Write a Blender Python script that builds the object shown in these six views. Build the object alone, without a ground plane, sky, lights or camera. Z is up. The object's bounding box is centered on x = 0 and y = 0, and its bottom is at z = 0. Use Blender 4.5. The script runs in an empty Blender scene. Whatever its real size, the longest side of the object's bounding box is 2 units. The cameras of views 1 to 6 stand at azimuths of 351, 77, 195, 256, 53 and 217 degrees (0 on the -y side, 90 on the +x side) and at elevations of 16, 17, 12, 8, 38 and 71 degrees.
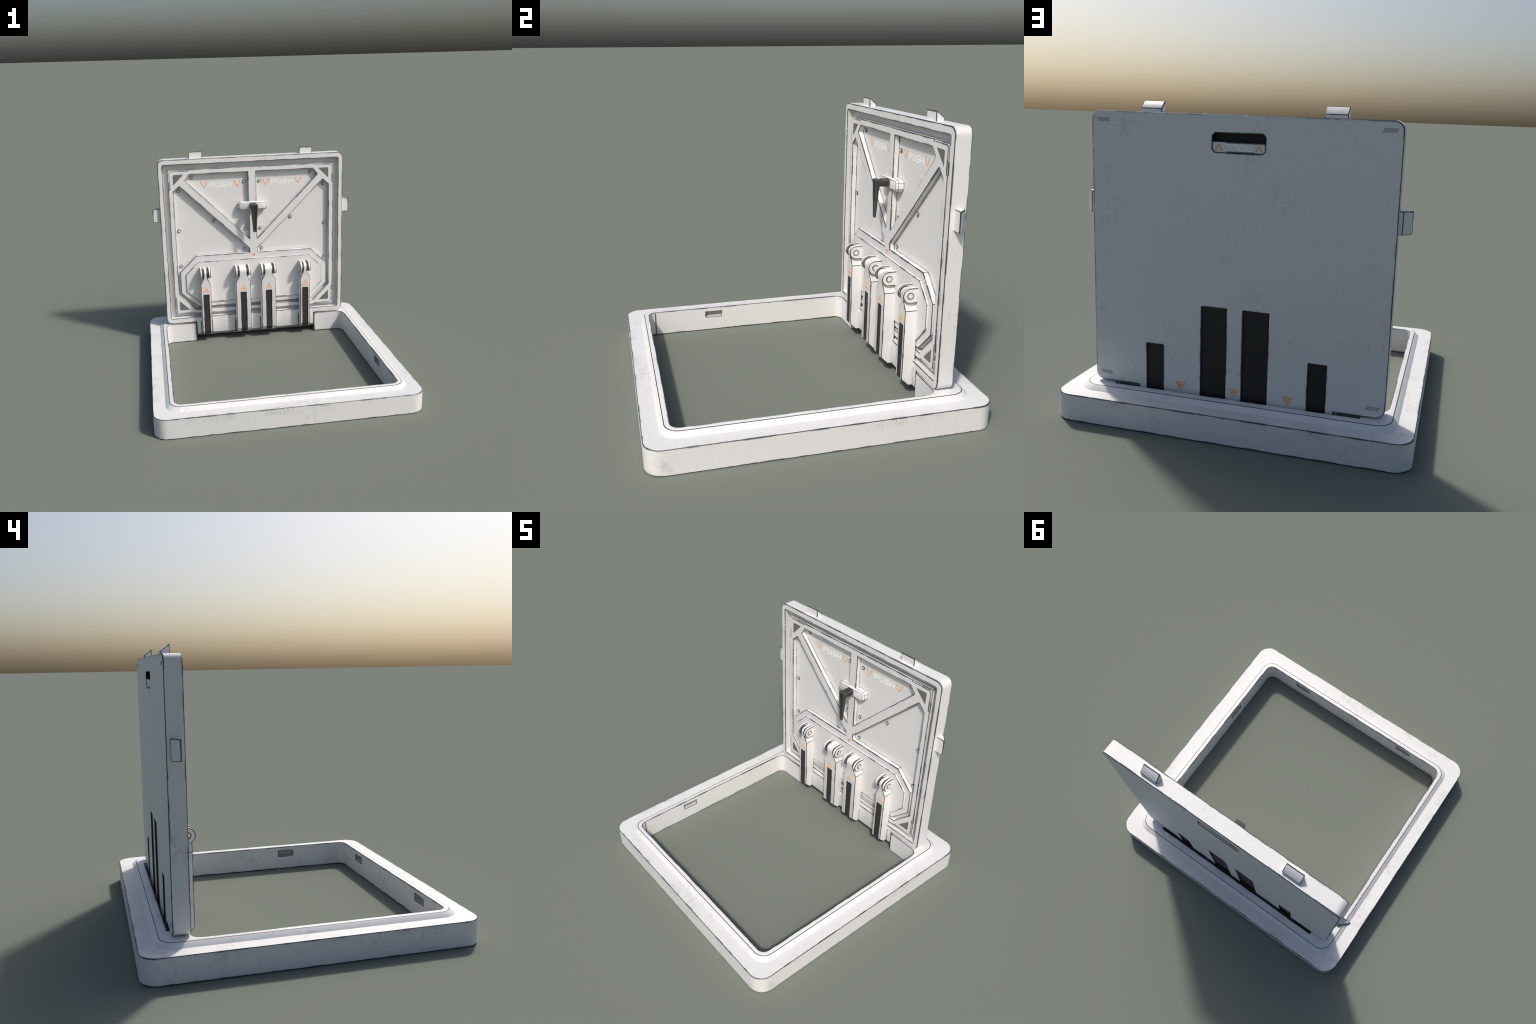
"""Open floor hatch: a square kerb frame with a hinged lid standing upright at its rear edge."""
import bpy, bmesh, math
from mathutils import Vector

# ------------------------------------------------------------------ helpers
def link(obj, parent=None):
    bpy.context.scene.collection.objects.link(obj)
    if parent:
        obj.parent = parent
    return obj

def mesh_object(name, bm, mats, parent=None, smooth=None):
    bmesh.ops.recalc_face_normals(bm, faces=bm.faces)
    me = bpy.data.meshes.new(name)
    bm.to_mesh(me)
    bm.free()
    for m in (mats if isinstance(mats, (list, tuple)) else [mats]):
        me.materials.append(m)
    obj = link(bpy.data.objects.new(name, me), parent)
    if smooth:
        shade(me, smooth)
    return obj

def shade(me, degrees):
    me.polygons.foreach_set("use_smooth", [True] * len(me.polygons))
    me.set_sharp_from_angle(angle=math.radians(degrees))

def rounded_rect(x0, x1, y0, y1, r, n=6, radii=None):
    """Counter-clockwise outline, n+1 points per corner."""
    rs = radii or (r, r, r, r)
    pts = []
    for (cx, cy, a, rr) in ((x1 - rs[0], y0 + rs[0], -90, rs[0]), (x1 - rs[1], y1 - rs[1], 0, rs[1]),
                            (x0 + rs[2], y1 - rs[2], 90, rs[2]), (x0 + rs[3], y0 + rs[3], 180, rs[3])):
        for i in range(n + 1):
            t = math.radians(a + 90 * i / n)
            pts.append((cx + rr * math.cos(t), cy + rr * math.sin(t)))
    return pts

def mirror_x(pts):
    return [(-x, z) for x, z in reversed(pts)]

def plate(outer, holes, y0, y1):
    """Flat plate in the x-z plane with holes, from y0 (front) to y1 (back)."""
    bm = bmesh.new()
    edges = []
    for loop in [outer] + holes:
        vs = [bm.verts.new((x, y0, z)) for x, z in loop]
        edges += [bm.edges.new((vs[i], vs[(i + 1) % len(vs)])) for i in range(len(vs))]
    bmesh.ops.triangle_fill(bm, use_beauty=True, use_dissolve=False, edges=edges, normal=(0, -1, 0))
    bmesh.ops.dissolve_limit(bm, angle_limit=0.01, verts=[], edges=[e for e in bm.edges if len(e.link_faces) == 2])
    ext = bmesh.ops.extrude_face_region(bm, geom=bm.faces[:], use_keep_orig=True)
    for v in ext["geom"]:
        if isinstance(v, bmesh.types.BMVert):
            v.co.y = y1
    return bm

def loft(loops, closed=False, cap=True):
    """Bridge equal-length loops of 3D points; closed joins last to first."""
    bm = bmesh.new()
    rings = [[bm.verts.new(p) for p in loop] for loop in loops]
    n = len(rings[0])
    pairs = list(zip(rings, rings[1:])) + ([(rings[-1], rings[0])] if closed else [])
    for a, b in pairs:
        for i in range(n):
            j = (i + 1) % n
            bm.faces.new((a[i], a[j], b[j], b[i]))
    if cap and not closed:
        bm.faces.new(rings[0])
        bm.faces.new(list(reversed(rings[-1])))
    return bm

def prism_x(profile, x0, x1):
    """Profile in (y, z) extruded along x."""
    return loft([[(x0, y, z) for y, z in profile], [(x1, y, z) for y, z in profile]])

def box(x0, x1, y0, y1, z0, z1):
    return prism_x([(y0, z0), (y1, z0), (y1, z1), (y0, z1)], x0, x1)

def carve(obj, cutters, smooth=30):
    """Subtract a list of (bmesh, material) bodies from obj and bake the result."""
    helpers = []
    for bm, mat in cutters:
        c = mesh_object("cutter", bm, mat)
        helpers.append(c)
        mod = obj.modifiers.new("cut", "BOOLEAN")
        mod.operation, mod.solver, mod.object, mod.material_mode = "DIFFERENCE", "EXACT", c, "TRANSFER"
    dg = bpy.context.evaluated_depsgraph_get()
    me = bpy.data.meshes.new_from_object(obj.evaluated_get(dg))
    old = obj.data
    obj.modifiers.clear()
    obj.data = me
    me.name = obj.name
    for c in helpers:
        d = c.data
        bpy.data.objects.remove(c)
        bpy.data.meshes.remove(d)
    bpy.data.meshes.remove(old)
    bm = bmesh.new()
    bm.from_mesh(me)
    bmesh.ops.remove_doubles(bm, verts=bm.verts, dist=1e-5)
    bm.to_mesh(me)
    bm.free()
    shade(me, smooth)
    return obj

def ribbon(bm, pts, w, frame, closed=False, depth=0.0007):
    """Raised stroke of width w along 2D pts with mitred joints; frame=(origin,u,v,normal)."""
    o, u, v, nrm = (Vector(a) for a in frame)
    P = [Vector(p) for p in pts]
    n = len(P)
    L, R = [], []
    for i in range(n):
        a = P[i - 1] if (closed or i > 0) else None
        b = P[(i + 1) % n] if (closed or i < n - 1) else None
        d0 = (P[i] - a).normalized() if a is not None else (b - P[i]).normalized()
        d1 = (b - P[i]).normalized() if b is not None else d0
        n0, n1 = Vector((-d0.y, d0.x)), Vector((-d1.y, d1.x))
        m = (n0 + n1).normalized()
        k = (w / 2) / max(0.3, m.dot(n0))
        L.append(P[i] + m * k)
        R.append(P[i] - m * k)
    def put(p, h):
        return bm.verts.new(o + u * p.x + v * p.y + nrm * h)
    top = [(put(l, depth), put(r, depth)) for l, r in zip(L, R)]
    low = [(put(l, -0.0005), put(r, -0.0005)) for l, r in zip(L, R)]
    for i in range(n if closed else n - 1):
        j = (i + 1) % n
        bm.faces.new((top[i][0], top[j][0], top[j][1], top[i][1]))
        bm.faces.new((top[i][0], low[i][0], low[j][0], top[j][0]))
        bm.faces.new((top[i][1], top[j][1], low[j][1], low[i][1]))
    if not closed:
        bm.faces.new((top[0][0], top[0][1], low[0][1], low[0][0]))
        bm.faces.new((top[-1][1], top[-1][0], low[-1][0], low[-1][1]))

def flat_shape(bm, pts, frame, depth=0.0007):
    o, u, v, nrm = (Vector(a) for a in frame)
    top = [bm.verts.new(o + u * a + v * b + nrm * depth) for a, b in pts]
    low = [bm.verts.new(o + u * a + v * b - nrm * 0.0005) for a, b in pts]
    bm.faces.new(top)
    for i in range(len(pts)):
        j = (i + 1) % len(pts)
        bm.faces.new((top[i], low[i], low[j], top[j]))

def chamfer(obj, width=0.0022, min_angle=22, smooth=30):
    """Narrow chamfer of bare steel along every outward edge, baked into the mesh."""
    me = obj.data
    bm = bmesh.new()
    bm.from_mesh(me)
    bmesh.ops.dissolve_limit(bm, angle_limit=0.004, verts=bm.verts, edges=[e for e in bm.edges if len(e.link_faces) == 2 and e.link_faces[0].material_index == e.link_faces[1].material_index])
    lay = bm.edges.layers.float.new("bevel_weight_edge")
    for e in bm.edges:
        if len(e.link_faces) == 2 and e.calc_face_angle_signed(0) > math.radians(min_angle):
            e[lay] = 1.0
    bm.to_mesh(me)
    bm.free()
    me.materials.append(edge_for[me.materials[0].name])
    mod = obj.modifiers.new("chamfer", "BEVEL")
    mod.width, mod.segments, mod.limit_method = width, 1, "WEIGHT"
    mod.material = len(me.materials) - 1
    mod.use_clamp_overlap = False
    mod.offset_type = "WIDTH"
    mod.miter_outer = "MITER_SHARP"
    dg = bpy.context.evaluated_depsgraph_get()
    new = bpy.data.meshes.new_from_object(obj.evaluated_get(dg))
    obj.modifiers.clear()
    name = me.name
    obj.data = new
    bpy.data.meshes.remove(me)
    new.name = name
    shade(new, smooth)
    return obj

# ------------------------------------------------------------------ materials
class Nodes:
    def __init__(self, name):
        self.mat = bpy.data.materials.new(name)
        self.mat.use_nodes = True
        self.t = self.mat.node_tree
        self.bsdf = self.t.nodes["Principled BSDF"]
    def add(self, kind, **props):
        n = self.t.nodes.new("ShaderNode" + kind)
        for k, v in props.items():
            setattr(n, k, v)
        return n
    def set(self, sock, val):
        if hasattr(val, "is_output"):
            self.t.links.new(val, sock)
        else:
            sock.default_value = val
    def math(self, op, a, b=None, clamp=False):
        n = self.add("Math", operation=op, use_clamp=clamp)
        self.set(n.inputs[0], a)
        if b is not None:
            self.set(n.inputs[1], b)
        return n.outputs[0]
    def ramp(self, val, lo, hi, a=0.0, b=1.0, smooth=True):
        n = self.add("MapRange", clamp=True)
        n.interpolation_type = "SMOOTHSTEP" if smooth else "LINEAR"
        for i, x in enumerate((val, lo, hi, a, b)):
            self.set(n.inputs[i], x)
        return n.outputs[0]
    def noise(self, vec, scale, detail=3, rough=0.5):
        n = self.add("TexNoise")
        self.set(n.inputs["Vector"], vec)
        n.inputs["Scale"].default_value = scale
        n.inputs["Detail"].default_value = detail
        n.inputs["Roughness"].default_value = rough
        return n.outputs["Fac"]
    def mix(self, fac, a, b):
        n = self.add("Mix", data_type="RGBA")
        self.set(n.inputs[0], fac)
        self.set(n.inputs[6], a)
        self.set(n.inputs[7], b)
        return n.outputs[2]
    def coords(self, shift=(0, 0, 0), scale=(1, 1, 1)):
        c = self.add("TexCoord")
        m = self.add("Mapping")
        m.inputs["Location"].default_value = shift
        m.inputs["Scale"].default_value = scale
        self.t.links.new(c.outputs["Object"], m.inputs["Vector"])
        return m.outputs["Vector"]

PAINT = (0.712, 0.706, 0.700, 1)
STEEL = (0.070, 0.077, 0.090, 1)  # darkened and tinted navy to carry the sky reflection on edges

def painted_metal(name, paint=PAINT, steel=STEEL, wear=1.0, grime=1.0, rough=0.5, metallic=0.65, brow=None):
    """Painted sheet metal with smudges and chips gathered beside outer edges (inside occlusion)."""
    k = Nodes(name)
    co = k.coords()
    ao = k.add("AmbientOcclusion", samples=4, inside=True, only_local=True)
    ao.inputs["Distance"].default_value = 0.010 * wear
    rag = k.noise(co, 80, 4, 0.62)
    slow = k.noise(co, 8, 2)
    val = k.math("ADD", ao.outputs["AO"], k.math("MULTIPLY", k.math("SUBTRACT", rag, 0.5), 0.6))
    limit = k.ramp(slow, 0.36, 0.64, 0.56, 0.86)
    edge = k.ramp(k.math("SUBTRACT", val, limit), 0.08, -0.08)
    # smudges lie mostly towards the outside of the object and around the hinge
    sep = k.add("SeparateXYZ")
    k.set(sep.inputs[0], co)
    ax = k.math("ABSOLUTE", sep.outputs[0])
    az = k.math("ABSOLUTE", k.math("SUBTRACT", sep.outputs[2], 0.955))
    out = k.math("MAXIMUM", k.math("MAXIMUM", ax, k.math("ABSOLUTE", k.math("MULTIPLY", sep.outputs[1], 0.85))), k.math("MULTIPLY", az, 1.09))
    gather = k.ramp(out, 0.55, 0.80, 0.16, 1.0)
    patch = k.ramp(k.noise(co, 4.0, 2), 0.53, 0.70)
    streak = k.ramp(k.noise(k.coords((3, 1, 2), (1.3, 1.3, 0.85)), 26, 5, 0.62), 0.42, 0.78)
    speck = k.ramp(k.noise(k.coords((7, 5, 1)), 55, 3), 0.60, 0.76)
    body = k.math("ADD", k.math("MULTIPLY", streak, 0.50), k.math("MULTIPLY", speck, 0.12))
    dirt = k.math("MULTIPLY", k.math("ADD", k.math("MULTIPLY", patch, body), k.math("MULTIPLY", streak, 0.06)), gather)
    if brow is not None:      # scuffs dragged away from the outer top edge at this height
        outer = k.math("SUBTRACT", 1.0, k.math("MAXIMUM", ax, k.math("ABSOLUTE", sep.outputs[1])))
        away = k.math("MAXIMUM", k.math("ABSOLUTE", k.math("SUBTRACT", sep.outputs[2], brow)), outer)
        hug = k.ramp(away, 0.075, 0.0)
        spot = k.ramp(k.noise(k.coords((4, 2, 6)), 4.2, 2), 0.50, 0.66)
        scratch = k.ramp(k.noise(k.coords((1, 6, 3), (1.0, 1.0, 0.45)), 85, 5, 0.72), 0.42, 0.70)
        dirt = k.math("MULTIPLY", dirt, 0.75)
        dirt = k.math("ADD", dirt, k.math("MULTIPLY", k.math("MULTIPLY", spot, scratch), k.math("MULTIPLY", hug, 0.75)))
    dirt = k.math("MULTIPLY", dirt, grime, clamp=True)
    col = k.mix(dirt, paint, (0.17, 0.17, 0.17, 1))
    col = k.mix(edge, col, steel)
    k.set(k.bsdf.inputs["Base Color"], col)
    k.set(k.bsdf.inputs["Metallic"], k.math("MULTIPLY", edge, metallic))
    k.set(k.bsdf.inputs["Roughness"], k.ramp(edge, 0, 1, rough, 0.56))
    return k.mat

def bare_edge(name, paint=PAINT, steel=STEEL, metallic=0.65):
    """Worn chamfers: bare steel with a few surviving bits of paint."""
    k = Nodes(name)
    co = k.coords()
    keep = k.math("MULTIPLY", k.ramp(k.noise(co, 48, 4, 0.6), 0.62, 0.68), k.ramp(k.noise(co, 5, 2), 0.52, 0.64))
    k.set(k.bsdf.inputs["Base Color"], k.mix(keep, steel, paint))
    k.set(k.bsdf.inputs["Metallic"], k.ramp(keep, 0, 1, metallic, 0.0))
    k.set(k.bsdf.inputs["Roughness"], k.ramp(keep, 0, 1, 0.56, 0.5))
    return k.mat

def plain(name, color, rough=0.5, metallic=0.0):
    k = Nodes(name)
    co = k.coords()
    n = k.ramp(k.noise(co, 30, 4), 0.3, 0.7, 0.985, 1.01)
    m = k.add("Mix", data_type="RGBA", blend_type="MULTIPLY")
    m.inputs[0].default_value = 1
    m.inputs[6].default_value = (*color, 1)
    k.t.links.new(n, m.inputs[7])
    k.set(k.bsdf.inputs["Base Color"], m.outputs[2])
    k.bsdf.inputs["Roughness"].default_value = rough
    k.bsdf.inputs["Metallic"].default_value = metallic
    return k.mat

white = painted_metal("white_paint", brow=0.155)
white_lid = painted_metal("white_paint_lid", grime=0.7)
white_part = painted_metal("white_paint_fitting", wear=0.9, grime=0.5)
dark_tool = painted_metal("black_plastic", paint=(0.026, 0.026, 0.026, 1), steel=(0.06, 0.06, 0.06, 1), wear=0.9, grime=0.0, rough=0.45, metallic=0.0)
clean_white = plain("clean_paint", PAINT[:3], 0.5)
worn = bare_edge("worn_edge")
edge_for = {m.name: worn for m in (white, white_lid, white_part, clean_white)}
edge_for[dark_tool.name] = plain("worn_plastic_edge", (0.060, 0.060, 0.060), 0.5)
socket_grey = plain("socket_grey", (0.42, 0.42, 0.41), 0.55)  # white paint greyed down so the sockets look shaded inside
pin_dark = plain("dark_pin_groove", (0.10, 0.10, 0.10), 0.6)
black = plain("black_lining", (0.012, 0.012, 0.012), 0.6)
strip_black = plain("black_rubber", (0.030, 0.028, 0.027), 0.55)
grey_mark = plain("grey_print", (0.145, 0.143, 0.138), 0.6)
stripe_mark = plain("dark_print", (0.30, 0.30, 0.31), 0.6)
orange = plain("orange_print", (0.93, 0.335, 0.045), 0.55)
orange_deep = plain("orange_print_strong", (0.95, 0.22, 0.012), 0.55)
white_print = plain("white_print", (0.96, 0.955, 0.94), 0.5)

# ------------------------------------------------------------------ top object
hatch = link(bpy.data.objects.new("floor_hatch", None))
hatch["label"] = "open white square floor hatch with upright hinged lid"
hatch["category"] = "floor hatch"

# ------------------------------------------------------------------ kerb frame
OPEN_X, OPEN_F, OPEN_B = 0.843, -0.843, 0.700     # clear opening
H_OUT, H_RIDGE = 0.155, 0.182                     # outer kerb and inner ridge heights
def ring(x, f, b, r, z, n=8):
    return [(px, py, z) for px, py in rounded_rect(-x, x, f, b, r, n)]
frame_bm = loft([ring(1.0, -1.0, 1.0, 0.10, 0.0), ring(1.0, -1.0, 1.0, 0.10, H_OUT),
                 ring(0.907, -0.907, 0.907, 0.105, H_OUT), ring(0.877, -0.877, 0.877, 0.085, H_RIDGE),
                 ring(OPEN_X, OPEN_F, OPEN_B, 0.055, H_RIDGE), ring(OPEN_X, OPEN_F, OPEN_B, 0.055, 0.0)], closed=True)
frame = mesh_object("hatch_frame", frame_bm, white, hatch)
def latch_pocket(cx, cy, along_x, sign):
    """Tapered socket in an inner wall for one lid latch."""
    w, z0, z1, d = 0.061, 0.096, 0.148, 0.036
    if along_x:
        prof = [(0.02, z0), (-d, z0 + 0.016), (-d, z1), (0.02, z1)]
        return loft([[(cx + s * w, cy + a, z) for a, z in prof] for s in (-1, 1)])
    prof = [(-0.02, z0), (d, z0 + 0.016), (d, z1), (-0.02, z1)]
    return loft([[(cx + sign * a, cy + s * w, z) for a, z in prof] for s in (-1, 1)])
carve(frame, [(box(-0.706, 0.706, 0.722, 0.822, -0.05, 0.3), white),
              (box(-0.567, 0.567, 0.65, 0.76, -0.05, 0.3), white),
              (latch_pocket(0.500, OPEN_F, True, 0), socket_grey), (latch_pocket(-0.500, OPEN_F, True, 0), socket_grey),
              (latch_pocket(OPEN_X, -0.343, False, 1), socket_grey), (latch_pocket(-OPEN_X, -0.343, False, -1), socket_grey)])
chamfer(frame, 0.0052, 22)

# thin dark box drawing the shadow line of the front left inner corner
mesh_object("corner_shadow_strip", box(-0.8440, -0.8412, -0.7970, -0.7890, 0.0, 0.176), pin_dark, frame)
# black block modelled for the occlusion darkness down the hinge slot behind the lid
mesh_object("slot_shadow_block", box(-0.7045, 0.7045, 0.8065, 0.8205, 0.02, 0.150), black, frame)

# ------------------------------------------------------------------ lid body
YF, YB = 0.702, 0.805            # lid front (rim) and back planes
LX, LZ0, LZ1 = 0.836, 0.188, 1.7195
BLK_X, BLK_Z = 0.564, 0.060      # hinge block hanging below the rim
ARMS = [(-0.466, 0.0460, 0.0160), (-0.119, 0.0685, 0.0365), (0.119, 0.0685, 0.0365), (0.466, 0.0460, 0.0160)]
outline = rounded_rect(-LX, LX, LZ0, LZ1, 0.050, 8)
i_br = 0                                           # first point: start of lower right corner
lid_outline = outline + [(-BLK_X, LZ0), (-BLK_X, BLK_Z), (BLK_X, BLK_Z), (BLK_X, LZ0)]
lid = mesh_object("lid", plate(lid_outline, [], YF, YB), white_lid, hatch)
cav = rounded_rect(-0.794, 0.794, 0.238, 1.6725, 0.012, 3)
cuts = [(plate(cav, [], 0.5, 0.757), clean_white)]
for cx, hw, _ in ARMS:                             # arm clearances in the hinge block
    cuts.append((box(cx - hw - 0.005, cx + hw + 0.005, 0.6, 0.740, 0.0, 0.189), white_lid))
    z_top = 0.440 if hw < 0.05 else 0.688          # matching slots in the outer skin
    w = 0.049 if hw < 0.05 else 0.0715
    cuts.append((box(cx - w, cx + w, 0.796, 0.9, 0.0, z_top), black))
cuts.append((prism_x([(0.68, BLK_Z - 0.02), (YF + 0.032, BLK_Z - 0.02), (YF - 0.02, BLK_Z + 0.032)], -0.7, 0.7), white_lid))
def chamfer_rect(x0, x1, z0, z1, c):
    return [(x0 + c, z0), (x1 - c, z0), (x1, z0 + c), (x1, z1 - c), (x1 - c, z1), (x0 + c, z1), (x0, z1 - c), (x0, z0 + c)]
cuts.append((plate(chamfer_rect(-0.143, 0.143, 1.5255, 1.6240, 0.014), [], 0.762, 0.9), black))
carve(lid, cuts)
chamfer(lid, 0.0060, 22)

# pull plate in the outer hand hold
pull = mesh_object("pull_plate", plate([(-0.1426, 1.5397), (-0.1290, 1.5261), (0.1290, 1.5261), (0.1426, 1.5397), (0.1426, 1.5785), (-0.1426, 1.5785)], [], 0.785, 0.8015), white_part, lid)


# ------------------------------------------------------------------ inner panel: ribbed frame
base_plate = mesh_object("panel_backing", plate([(-0.7502, 0.2673), (0.7502, 0.2673), (0.7502, 1.6247), (-0.7502, 1.6247)],
              [[(-0.722, 0.296), (0.722, 0.296), (0.722, 1.596), (-0.722, 1.596)]], 0.7215, 0.7575), white_lid, lid)
chamfer(base_plate, 0.0035)
def corner(sx, top):
    """Panel corner: a slightly set-in, rounded plate corner (points run counter-clockwise for lower right)."""
    zc, d = (1.6255, -1) if top else (0.2665, 1)
    m = 0.0105
    pts = [(0.577, zc), (0.572, zc + d * m)]
    r = 0.022
    for i in range(5):
        t = math.radians(90 * i / 4)
        pts.append((0.751 - m - r + r * math.sin(t), zc + d * (m + r - r * math.cos(t))))
    pts += [(0.751 - m, zc + d * 0.170), (0.751, zc + d * 0.176)]
    return [(sx * x, z) for x, z in pts]
panel_outline = (corner(1, False) + list(reversed(corner(1, True))) + corner(-1, True) + list(reversed(corner(-1, False))))
pocket_up = [(0.0365, 1.5805), (0.0365, 0.960), (0.602, 1.527), (0.562, 1.5805)]
hex_r = [(0.538, 0.827), (0.687, 0.678), (0.687, 0.480), (0.536, 0.332)]
half = [(0.0375, 0.868), (0.654, 1.4775), (0.709, 1.428), (0.709, 0.467), (0.559, 0.310)]
pocket_low = half + mirror_x(half) + [(-0.0375, 0.827)] + [(-x, z) for x, z in hex_r] + list(reversed(hex_r)) + [(0.0375, 0.827)]
panel = mesh_object("ribbed_panel", plate(panel_outline, [pocket_up, mirror_x(pocket_up), pocket_low], 0.718, 0.7565), white_lid, lid)
chamfer(panel, 0.0055)
inner_hex = [(0.5215, 0.7715), (0.637, 0.6555), (0.637, 0.496), (0.521, 0.377)]
chamfer(mesh_object("hinge_plate", plate(inner_hex + mirror_x(inner_hex), [], 0.707, 0.730), white_lid, lid), 0.0036)
for sx in (-1, 1):
    for pts in ([(0.7065, 1.490), (0.7065, 1.572), (0.7035, 1.580), (0.6965, 1.583), (0.612, 1.583)],
                [(0.7095, 0.402), (0.7095, 0.321), (0.7065, 0.314), (0.6995, 0.311), (0.616, 0.311)]):
        mesh_object("grey_triangle", plate([(sx * x, z) for x, z in pts], [], 0.7172, 0.722), grey_mark, lid)

# hex bolts on the recessed floor
hexagon = [(0.0162 * math.cos(math.radians(60 * i + 30)), 0.0162 * math.sin(math.radians(60 * i + 30))) for i in range(6)]
bolt_bm = loft([[(x, 0.0, z) for x, z in hexagon], [(x, -0.0095, z) for x, z in hexagon]])
bolt0 = mesh_object("bolt", bolt_bm, white_part, lid)
chamfer(bolt0, 0.0044)
spots = [(0.070, 1.489), (0.543, 1.546), (0.663, 1.4315), (0.677, 1.0645), (0.356, 1.140), (0.070, 1.049), (0.080, 0.855), (0.675, 0.7315)]
for i, (x, z) in enumerate([(s * x, z) for x, z in spots for s in (1, -1)]):
    b = bolt0 if i == 0 else link(bolt0.copy(), lid)
    b.location = (x, 0.757, z)
    b.rotation_euler = (0, 0.37 * (i * 7 % 5), 0)

# latch tabs on the three free edges: wedge with a straight front face
tab_profile = [(0.731, 0.0), (0.731, 0.057), (0.736, 0.057), (0.783, 0.018), (0.783, 0.0)]
def tab(cx, cz, side):
    w, e = 0.060, 0.010
    if side == 0:
        loops = [[(cx + s * w, y, LZ1 + h if h else LZ1 - e) for y, h in tab_profile] for s in (-1, 1)]
    else:
        loops = [[(side * (LX + h * 1.15 if h else LX - e), y, cz + s * w) for y, h in tab_profile] for s in (-1, 1)]
    return chamfer(mesh_object("latch_tab", loft(loops), white_part, lid), 0.0056)
tab(0.497, 0, 0); tab(-0.497, 0, 0); tab(0, 1.221, 1); tab(0, 1.221, -1)

# ------------------------------------------------------------------ handle on the inside
def oct_loop(hx, z0, z1, c, y):
    return [(x, y, z) for x, z in chamfer_rect(-hx, hx, z0, z1, c)]
bracket = mesh_object("handle", loft([oct_loop(0.135, 1.2285, 1.3085, 0.020, 0.757), oct_loop(0.135, 1.2285, 1.3085, 0.020, 0.719),
                                      oct_loop(0.123, 1.2395, 1.2985, 0.011, 0.703)]), white_part, hatch)
chamfer(bracket, 0.0032)
stem = mesh_object("handle_stem", loft([[(x, y, z) for x, z in chamfer_rect(-w, w, 1.2505 + d, 1.2965 - d, 0.006)]
        for y, w, d in ((0.706, 0.030, 0), (0.653, 0.030, 0), (0.651, 0.026, 0.004), (0.644, 0.026, 0.004), (0.642, 0.030, 0), (0.632, 0.030, 0))]), dark_tool, bracket)
chamfer(stem, 0.002)
def lever_loop(z, hw, yf, yb):
    c = min(0.006, hw * 0.3)
    return [(-hw, yf + c, z), (-hw + c, yf, z), (hw - c, yf, z), (hw, yf + c, z), (hw, yb - c, z), (hw - c, yb, z), (-hw + c, yb, z), (-hw, yb - c, z)]
lever = mesh_object("lever", loft([lever_loop(1.044, 0.0155, 0.6105, 0.6250), lever_loop(1.27, 0.0315, 0.6060, 0.6360), lever_loop(1.2985, 0.0345, 0.6060, 0.6380)]), dark_tool, bracket)
carve(lever, [(loft([[(x, y, z) for x, z in ((-0.0045, 1.056), (0.0045, 1.056), (0.0165, 1.279), (-0.0165, 1.279))] for y in (0.59, 0.6135)]), strip_black)], 25)
chamfer(lever, 0.0045, 40)

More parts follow.
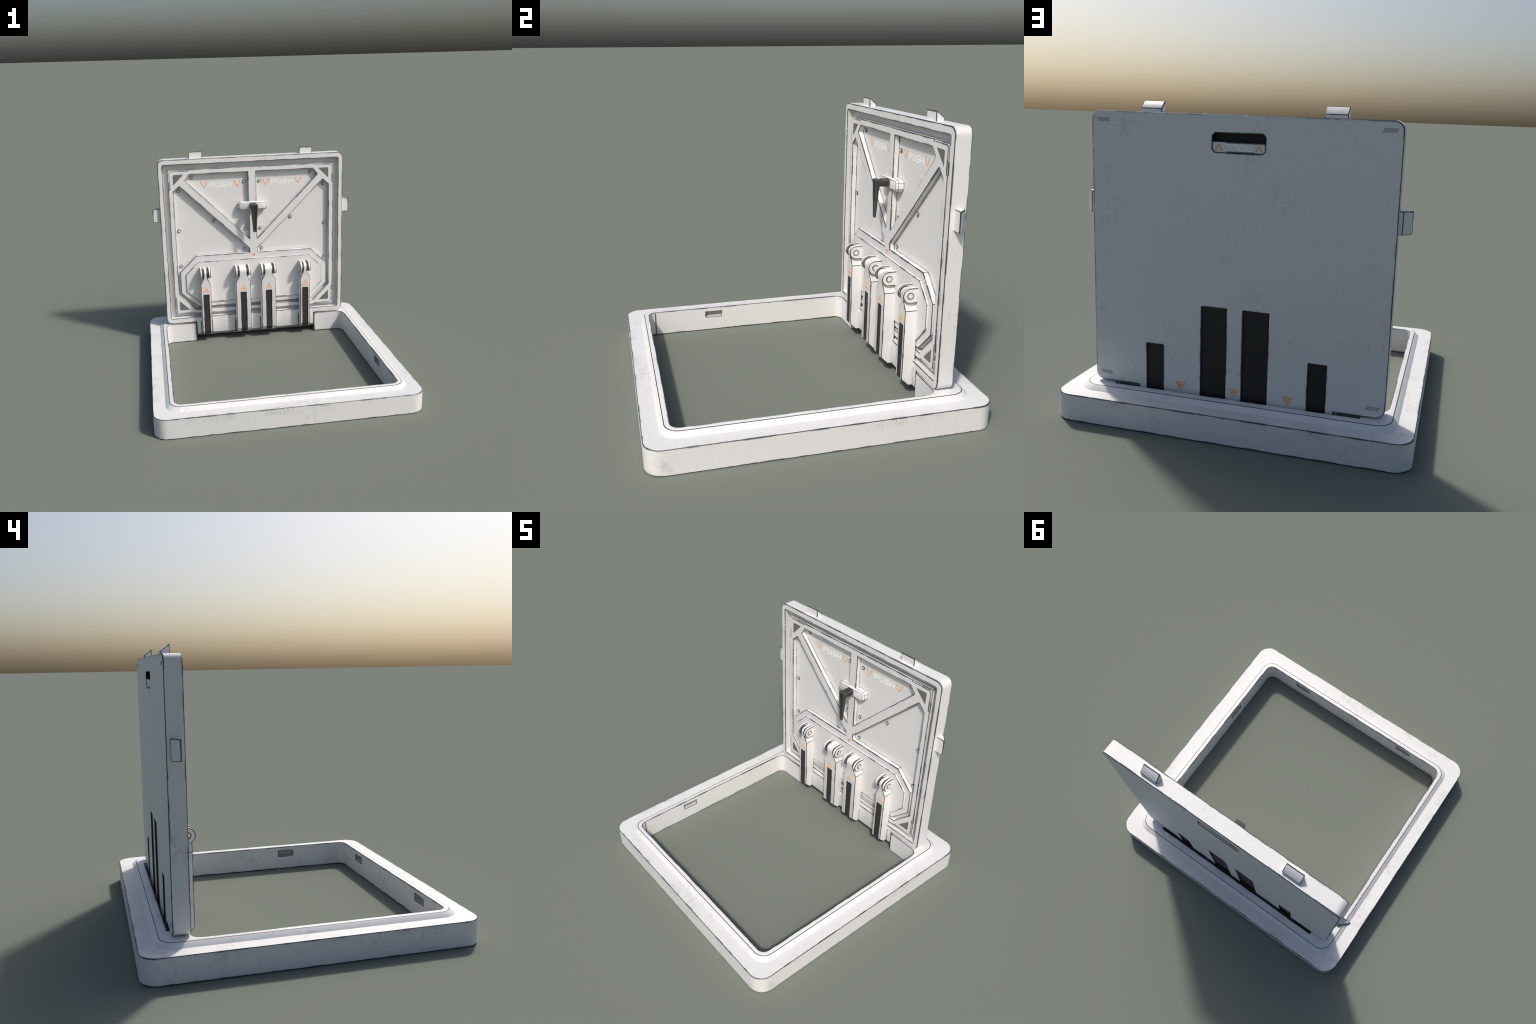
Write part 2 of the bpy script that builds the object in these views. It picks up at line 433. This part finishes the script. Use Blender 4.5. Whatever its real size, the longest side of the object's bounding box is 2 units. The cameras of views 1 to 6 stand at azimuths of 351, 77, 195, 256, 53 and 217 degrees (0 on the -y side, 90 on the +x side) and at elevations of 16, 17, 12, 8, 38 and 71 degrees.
# ------------------------------------------------------------------ hinge arms
PIN_Y, PIN_Z, EYE_R, LUG_R = 0.659, 0.6735, 0.0385, 0.0475
def lug_profile(r, back):
    arc = [(PIN_Y - r * math.sin(math.radians(a)), PIN_Z + r * math.cos(math.radians(a))) for a in range(0, 181, 12)]
    return [(back, PIN_Z + r)] + arc + [(back, PIN_Z - r)]
def pin_bm(r, h):
    n = 20
    def c(r, x): return [(x, r * math.cos(2 * math.pi * i / n), r * math.sin(2 * math.pi * i / n)) for i in range(n)]
    return loft([c(r, -h), c(r, h)])
strip_prof = [(0.6375, 0.4725), (0.6375, 0.1145), (0.6850, 0.067), (0.6950, 0.0675), (0.648, 0.1175), (0.648, 0.4725)]
for cx, hw, neck in ARMS:
    levels = [(0.067, hw, 0.677), (0.112, hw, 0.632), (0.573, hw, 0.632), (0.6335, neck, 0.629)]
    z_join = 0.6335
    steps = 9
    for i in range(1, steps + 1):
        z = z_join + (PIN_Z + EYE_R - z_join) * math.sin(math.pi / 2 * i / steps)
        f = PIN_Y - math.sqrt(max(0.0, EYE_R ** 2 - max(0.0, z - PIN_Z) ** 2)) if z > PIN_Z else 0.629 + (PIN_Y - EYE_R - 0.629) * (z - z_join) / (PIN_Z - z_join)
        levels.append((z, neck, f))
    arm = mesh_object("hinge_arm", loft([[(cx - w, f, z), (cx + w, f, z), (cx + w, 0.716, z), (cx - w, 0.716, z)] for z, w, f in levels]), white_part, hatch)
    carve(arm, [(prism_x([(0.55, 0.4735), (0.6435, 0.4735), (0.6435, 0.1165), (0.72, 0.040), (0.55, 0.040)], cx - 0.0245, cx + 0.0245), worn)], 25)
    chamfer(arm, 0.0050, 24)
    mesh_object("grip_strip", prism_x(strip_prof, cx - 0.0232, cx + 0.0232), strip_black, arm)
    lo, li = hw + 0.0045, neck + 0.010
    for s in (-1, 1):
        lug_o = mesh_object("lug", prism_x(lug_profile(LUG_R, 0.712), cx + s * li, cx + s * lo), white_part, arm, 25)
        chamfer(lug_o, 0.0066, 24)
    n = 24
    ringp = [(PIN_Y + 0.041 * math.cos(2 * math.pi * i / n), PIN_Z + 0.041 * math.sin(2 * math.pi * i / n)) for i in range(n)]
    for s in (-1, 1):
        mesh_object("gap_dark_disc", prism_x(ringp, cx + s * (neck - 0.002), cx + s * (li + 0.002)), worn, arm, 30)  # dark disc filling the gap between eye and lug
    ring_pin = mesh_object("hinge_pin", pin_bm(0.0225, lo + 0.0010), pin_dark, arm, 40)
    cap = mesh_object("hinge_pin", pin_bm(0.0182, lo + 0.0022), white_part, arm, 40)
    ring_pin.location = cap.location = (cx, PIN_Y, PIN_Z)

# ------------------------------------------------------------------ lettering and marks
def smooth_path(pts, r=0.12):
    """Cut the inner corners of a path so letters read as rounded strokes."""
    out = [pts[0]]
    for a, b, c in zip(pts, pts[1:], pts[2:]):
        A, B, C = Vector(a), Vector(b), Vector(c)
        out += [tuple(B + (A - B).normalized() * min(r, (A - B).length / 2)), tuple(B + (C - B).normalized() * min(r, (C - B).length / 2))]
    return out + [pts[-1]]
def letters(text, x0, x1, y0, y1, w, frame, bm):
    """Wide square-cut stencil letters fitted into the given box of a surface frame."""
    n = len(text)
    gap = (x1 - x0) * 0.058
    lw = (x1 - x0 - gap * (n - 1)) / n
    h = w / 2
    for i, ch in enumerate(text):
        l, r = x0 + i * (lw + gap) + h, x0 + i * (lw + gap) + lw - h
        b, t = y0 + h, y1 - h
        m = (b + t) / 2
        q = 0.18 * lw
        if ch == "P":
            ribbon(bm, [(l, y0)] + smooth_path([(l, m), (l, t), (r, t), (r, m - h), (l + h, m - h)], q)[1:] if False else [(l, y0), (l, t), (r - q, t), (r, t - q), (r, m - h + q), (r - q, m - h), (l + h, m - h)], w, frame)
        elif ch == "U":
            ribbon(bm, smooth_path([(l, y1), (l, b), (r, b), (r, y1)], q), w, frame)
        elif ch == "S":
            ribbon(bm, smooth_path([(r + h, t), (l, t), (l, m), (r, m), (r, b), (l - h, b)], q * 0.8), w, frame)
        elif ch == "H":
            ribbon(bm, [(l, y0), (l, y1)], w, frame)
            ribbon(bm, [(r, y0), (r, y1)], w, frame)
            ribbon(bm, [(l + h, m), (r - h, m)], w, frame)
        elif ch == "L":
            ribbon(bm, [(l, y1), (l, b), (r + h, b)], w, frame)
def open_triangle(bm, cx, top, tip, half_w, w, frame):
    """Downward arrow triangle whose base is broken in the middle."""
    s = half_w - w * 0.9
    ribbon(bm, [(cx - half_w * 0.42, top), (cx - s, top), (cx, tip), (cx + s, top), (cx + half_w * 0.42, top)], w, frame)

front = ((0, 0.757, 0), (1, 0, 0), (0, 0, 1), (0, -1, 0))
bm_t, bm_o = bmesh.new(), bmesh.new()
for lo_x in (-0.382, 0.181):
    letters("PUSH", lo_x, lo_x + 0.201, 1.4475, 1.4915, 0.0072, front, bm_t)
    for cx in (lo_x - 0.051, lo_x + 0.2505):
        open_triangle(bm_o, cx, 1.4955, 1.4475, 0.0325, 0.0052, front)
mesh_object("push_lettering", bm_t, white_print, lid)
mesh_object("push_arrow", bm_o, orange, lid)
rear = ((0, 0.8015, 0), (1, 0, 0), (0, 0, -1), (0, 1, 0))      # upside down on the outer face
bm_t, bm_o = bmesh.new(), bmesh.new()
letters("PULL", -0.070, 0.073, -1.5680, -1.5355, 0.0052, rear, bm_t)
for cx in (-0.108, 0.108):
    open_triangle(bm_o, cx, -1.5395, -1.5660, 0.0215, 0.0042, rear)
mesh_object("pull_lettering", bm_t, plain("pale_print", (0.90, 0.92, 0.93), 0.5), lid)
mesh_object("pull_arrow", bm_o, plain("faded_orange_print", (0.72, 0.26, 0.10), 0.55), lid)

def warning(bm, cx, base, apex, half_w, w, frame):
    """Pinch-hazard triangle: outline, with a hand being caught by a wedge inside."""
    up = 1 if apex > base else -1
    hgt = abs(apex - base)
    ribbon(bm, [(cx - half_w + w * 0.8, base + up * w / 2), (cx + half_w - w * 0.8, base + up * w / 2), (cx, apex - up * w)], w, frame, closed=True)
    def at(a, b): return (cx + a * half_w, base + up * b * hgt)
    blob = [at(0.18 + 0.20 * math.cos(math.radians(t)), 0.30 + 0.135 * math.sin(math.radians(t))) for t in range(0, 360, 30)]
    flat_shape(bm, blob, frame)
    ribbon(bm, [at(-0.14, 0.60), at(0.05, 0.44)], w * 1.1, frame)
    ribbon(bm, [at(-0.52, 0.19), at(-0.34, 0.30)], w * 0.9, frame)
    ribbon(bm, [at(-0.30, 0.19), at(-0.16, 0.34)], w * 0.9, frame)
for cx, hw, _ in ARMS:
    bm = bmesh.new()
    warning(bm, cx, 0.4935, 0.5515, 0.0320, 0.0040, ((0, 0.632, 0), (1, 0, 0), (0, 0, 1), (0, -1, 0)))
    mesh_object("hazard_mark", bm, orange, lid)
back = ((0, YB, 0), (1, 0, 0), (0, 0, 1), (0, 1, 0))
for cx in (-0.310, -0.003, 0.310):
    bm = bmesh.new()
    warning(bm, cx, 0.2365, 0.1860, 0.0290, 0.0036, back)
    mesh_object("hazard_mark", bm, orange_deep, lid)
# small arrow on the centre rib
bm = bmesh.new()
rib = ((0, 0.718, 0), (1, 0, 0), (0, 0, 1), (0, -1, 0))
flat_shape(bm, [(-0.016, 0.813), (0.016, 0.813), (0.0115, 0.8035), (-0.0115, 0.8035)], rib)
flat_shape(bm, [(-0.009, 0.8005), (0.009, 0.8005), (0.004, 0.788), (-0.004, 0.788)], rib)
mesh_object("rib_arrow", bm, orange_deep, lid)
# hatched corner marks on the outer face
for sx in (-1, 1):
    for zc in (0.239, 1.671):
        bm = bmesh.new()
        n, w, hgt = 7, 0.076, 0.022
        for i in range(n):
            x = -w / 2 + w * (i + 0.1) / (n + 0.3)
            a, b = x, x + 0.0062
            sh = 0.012
            flat_shape(bm, [(sx * (0.765 + p), zc + q) for p, q in ((a + sh * 0.0, -hgt / 2), (b, -hgt / 2), (b + sh, hgt / 2), (a + sh, hgt / 2))], back, 0.0005)
        mesh_object("corner_hatching", bm, stripe_mark, lid)
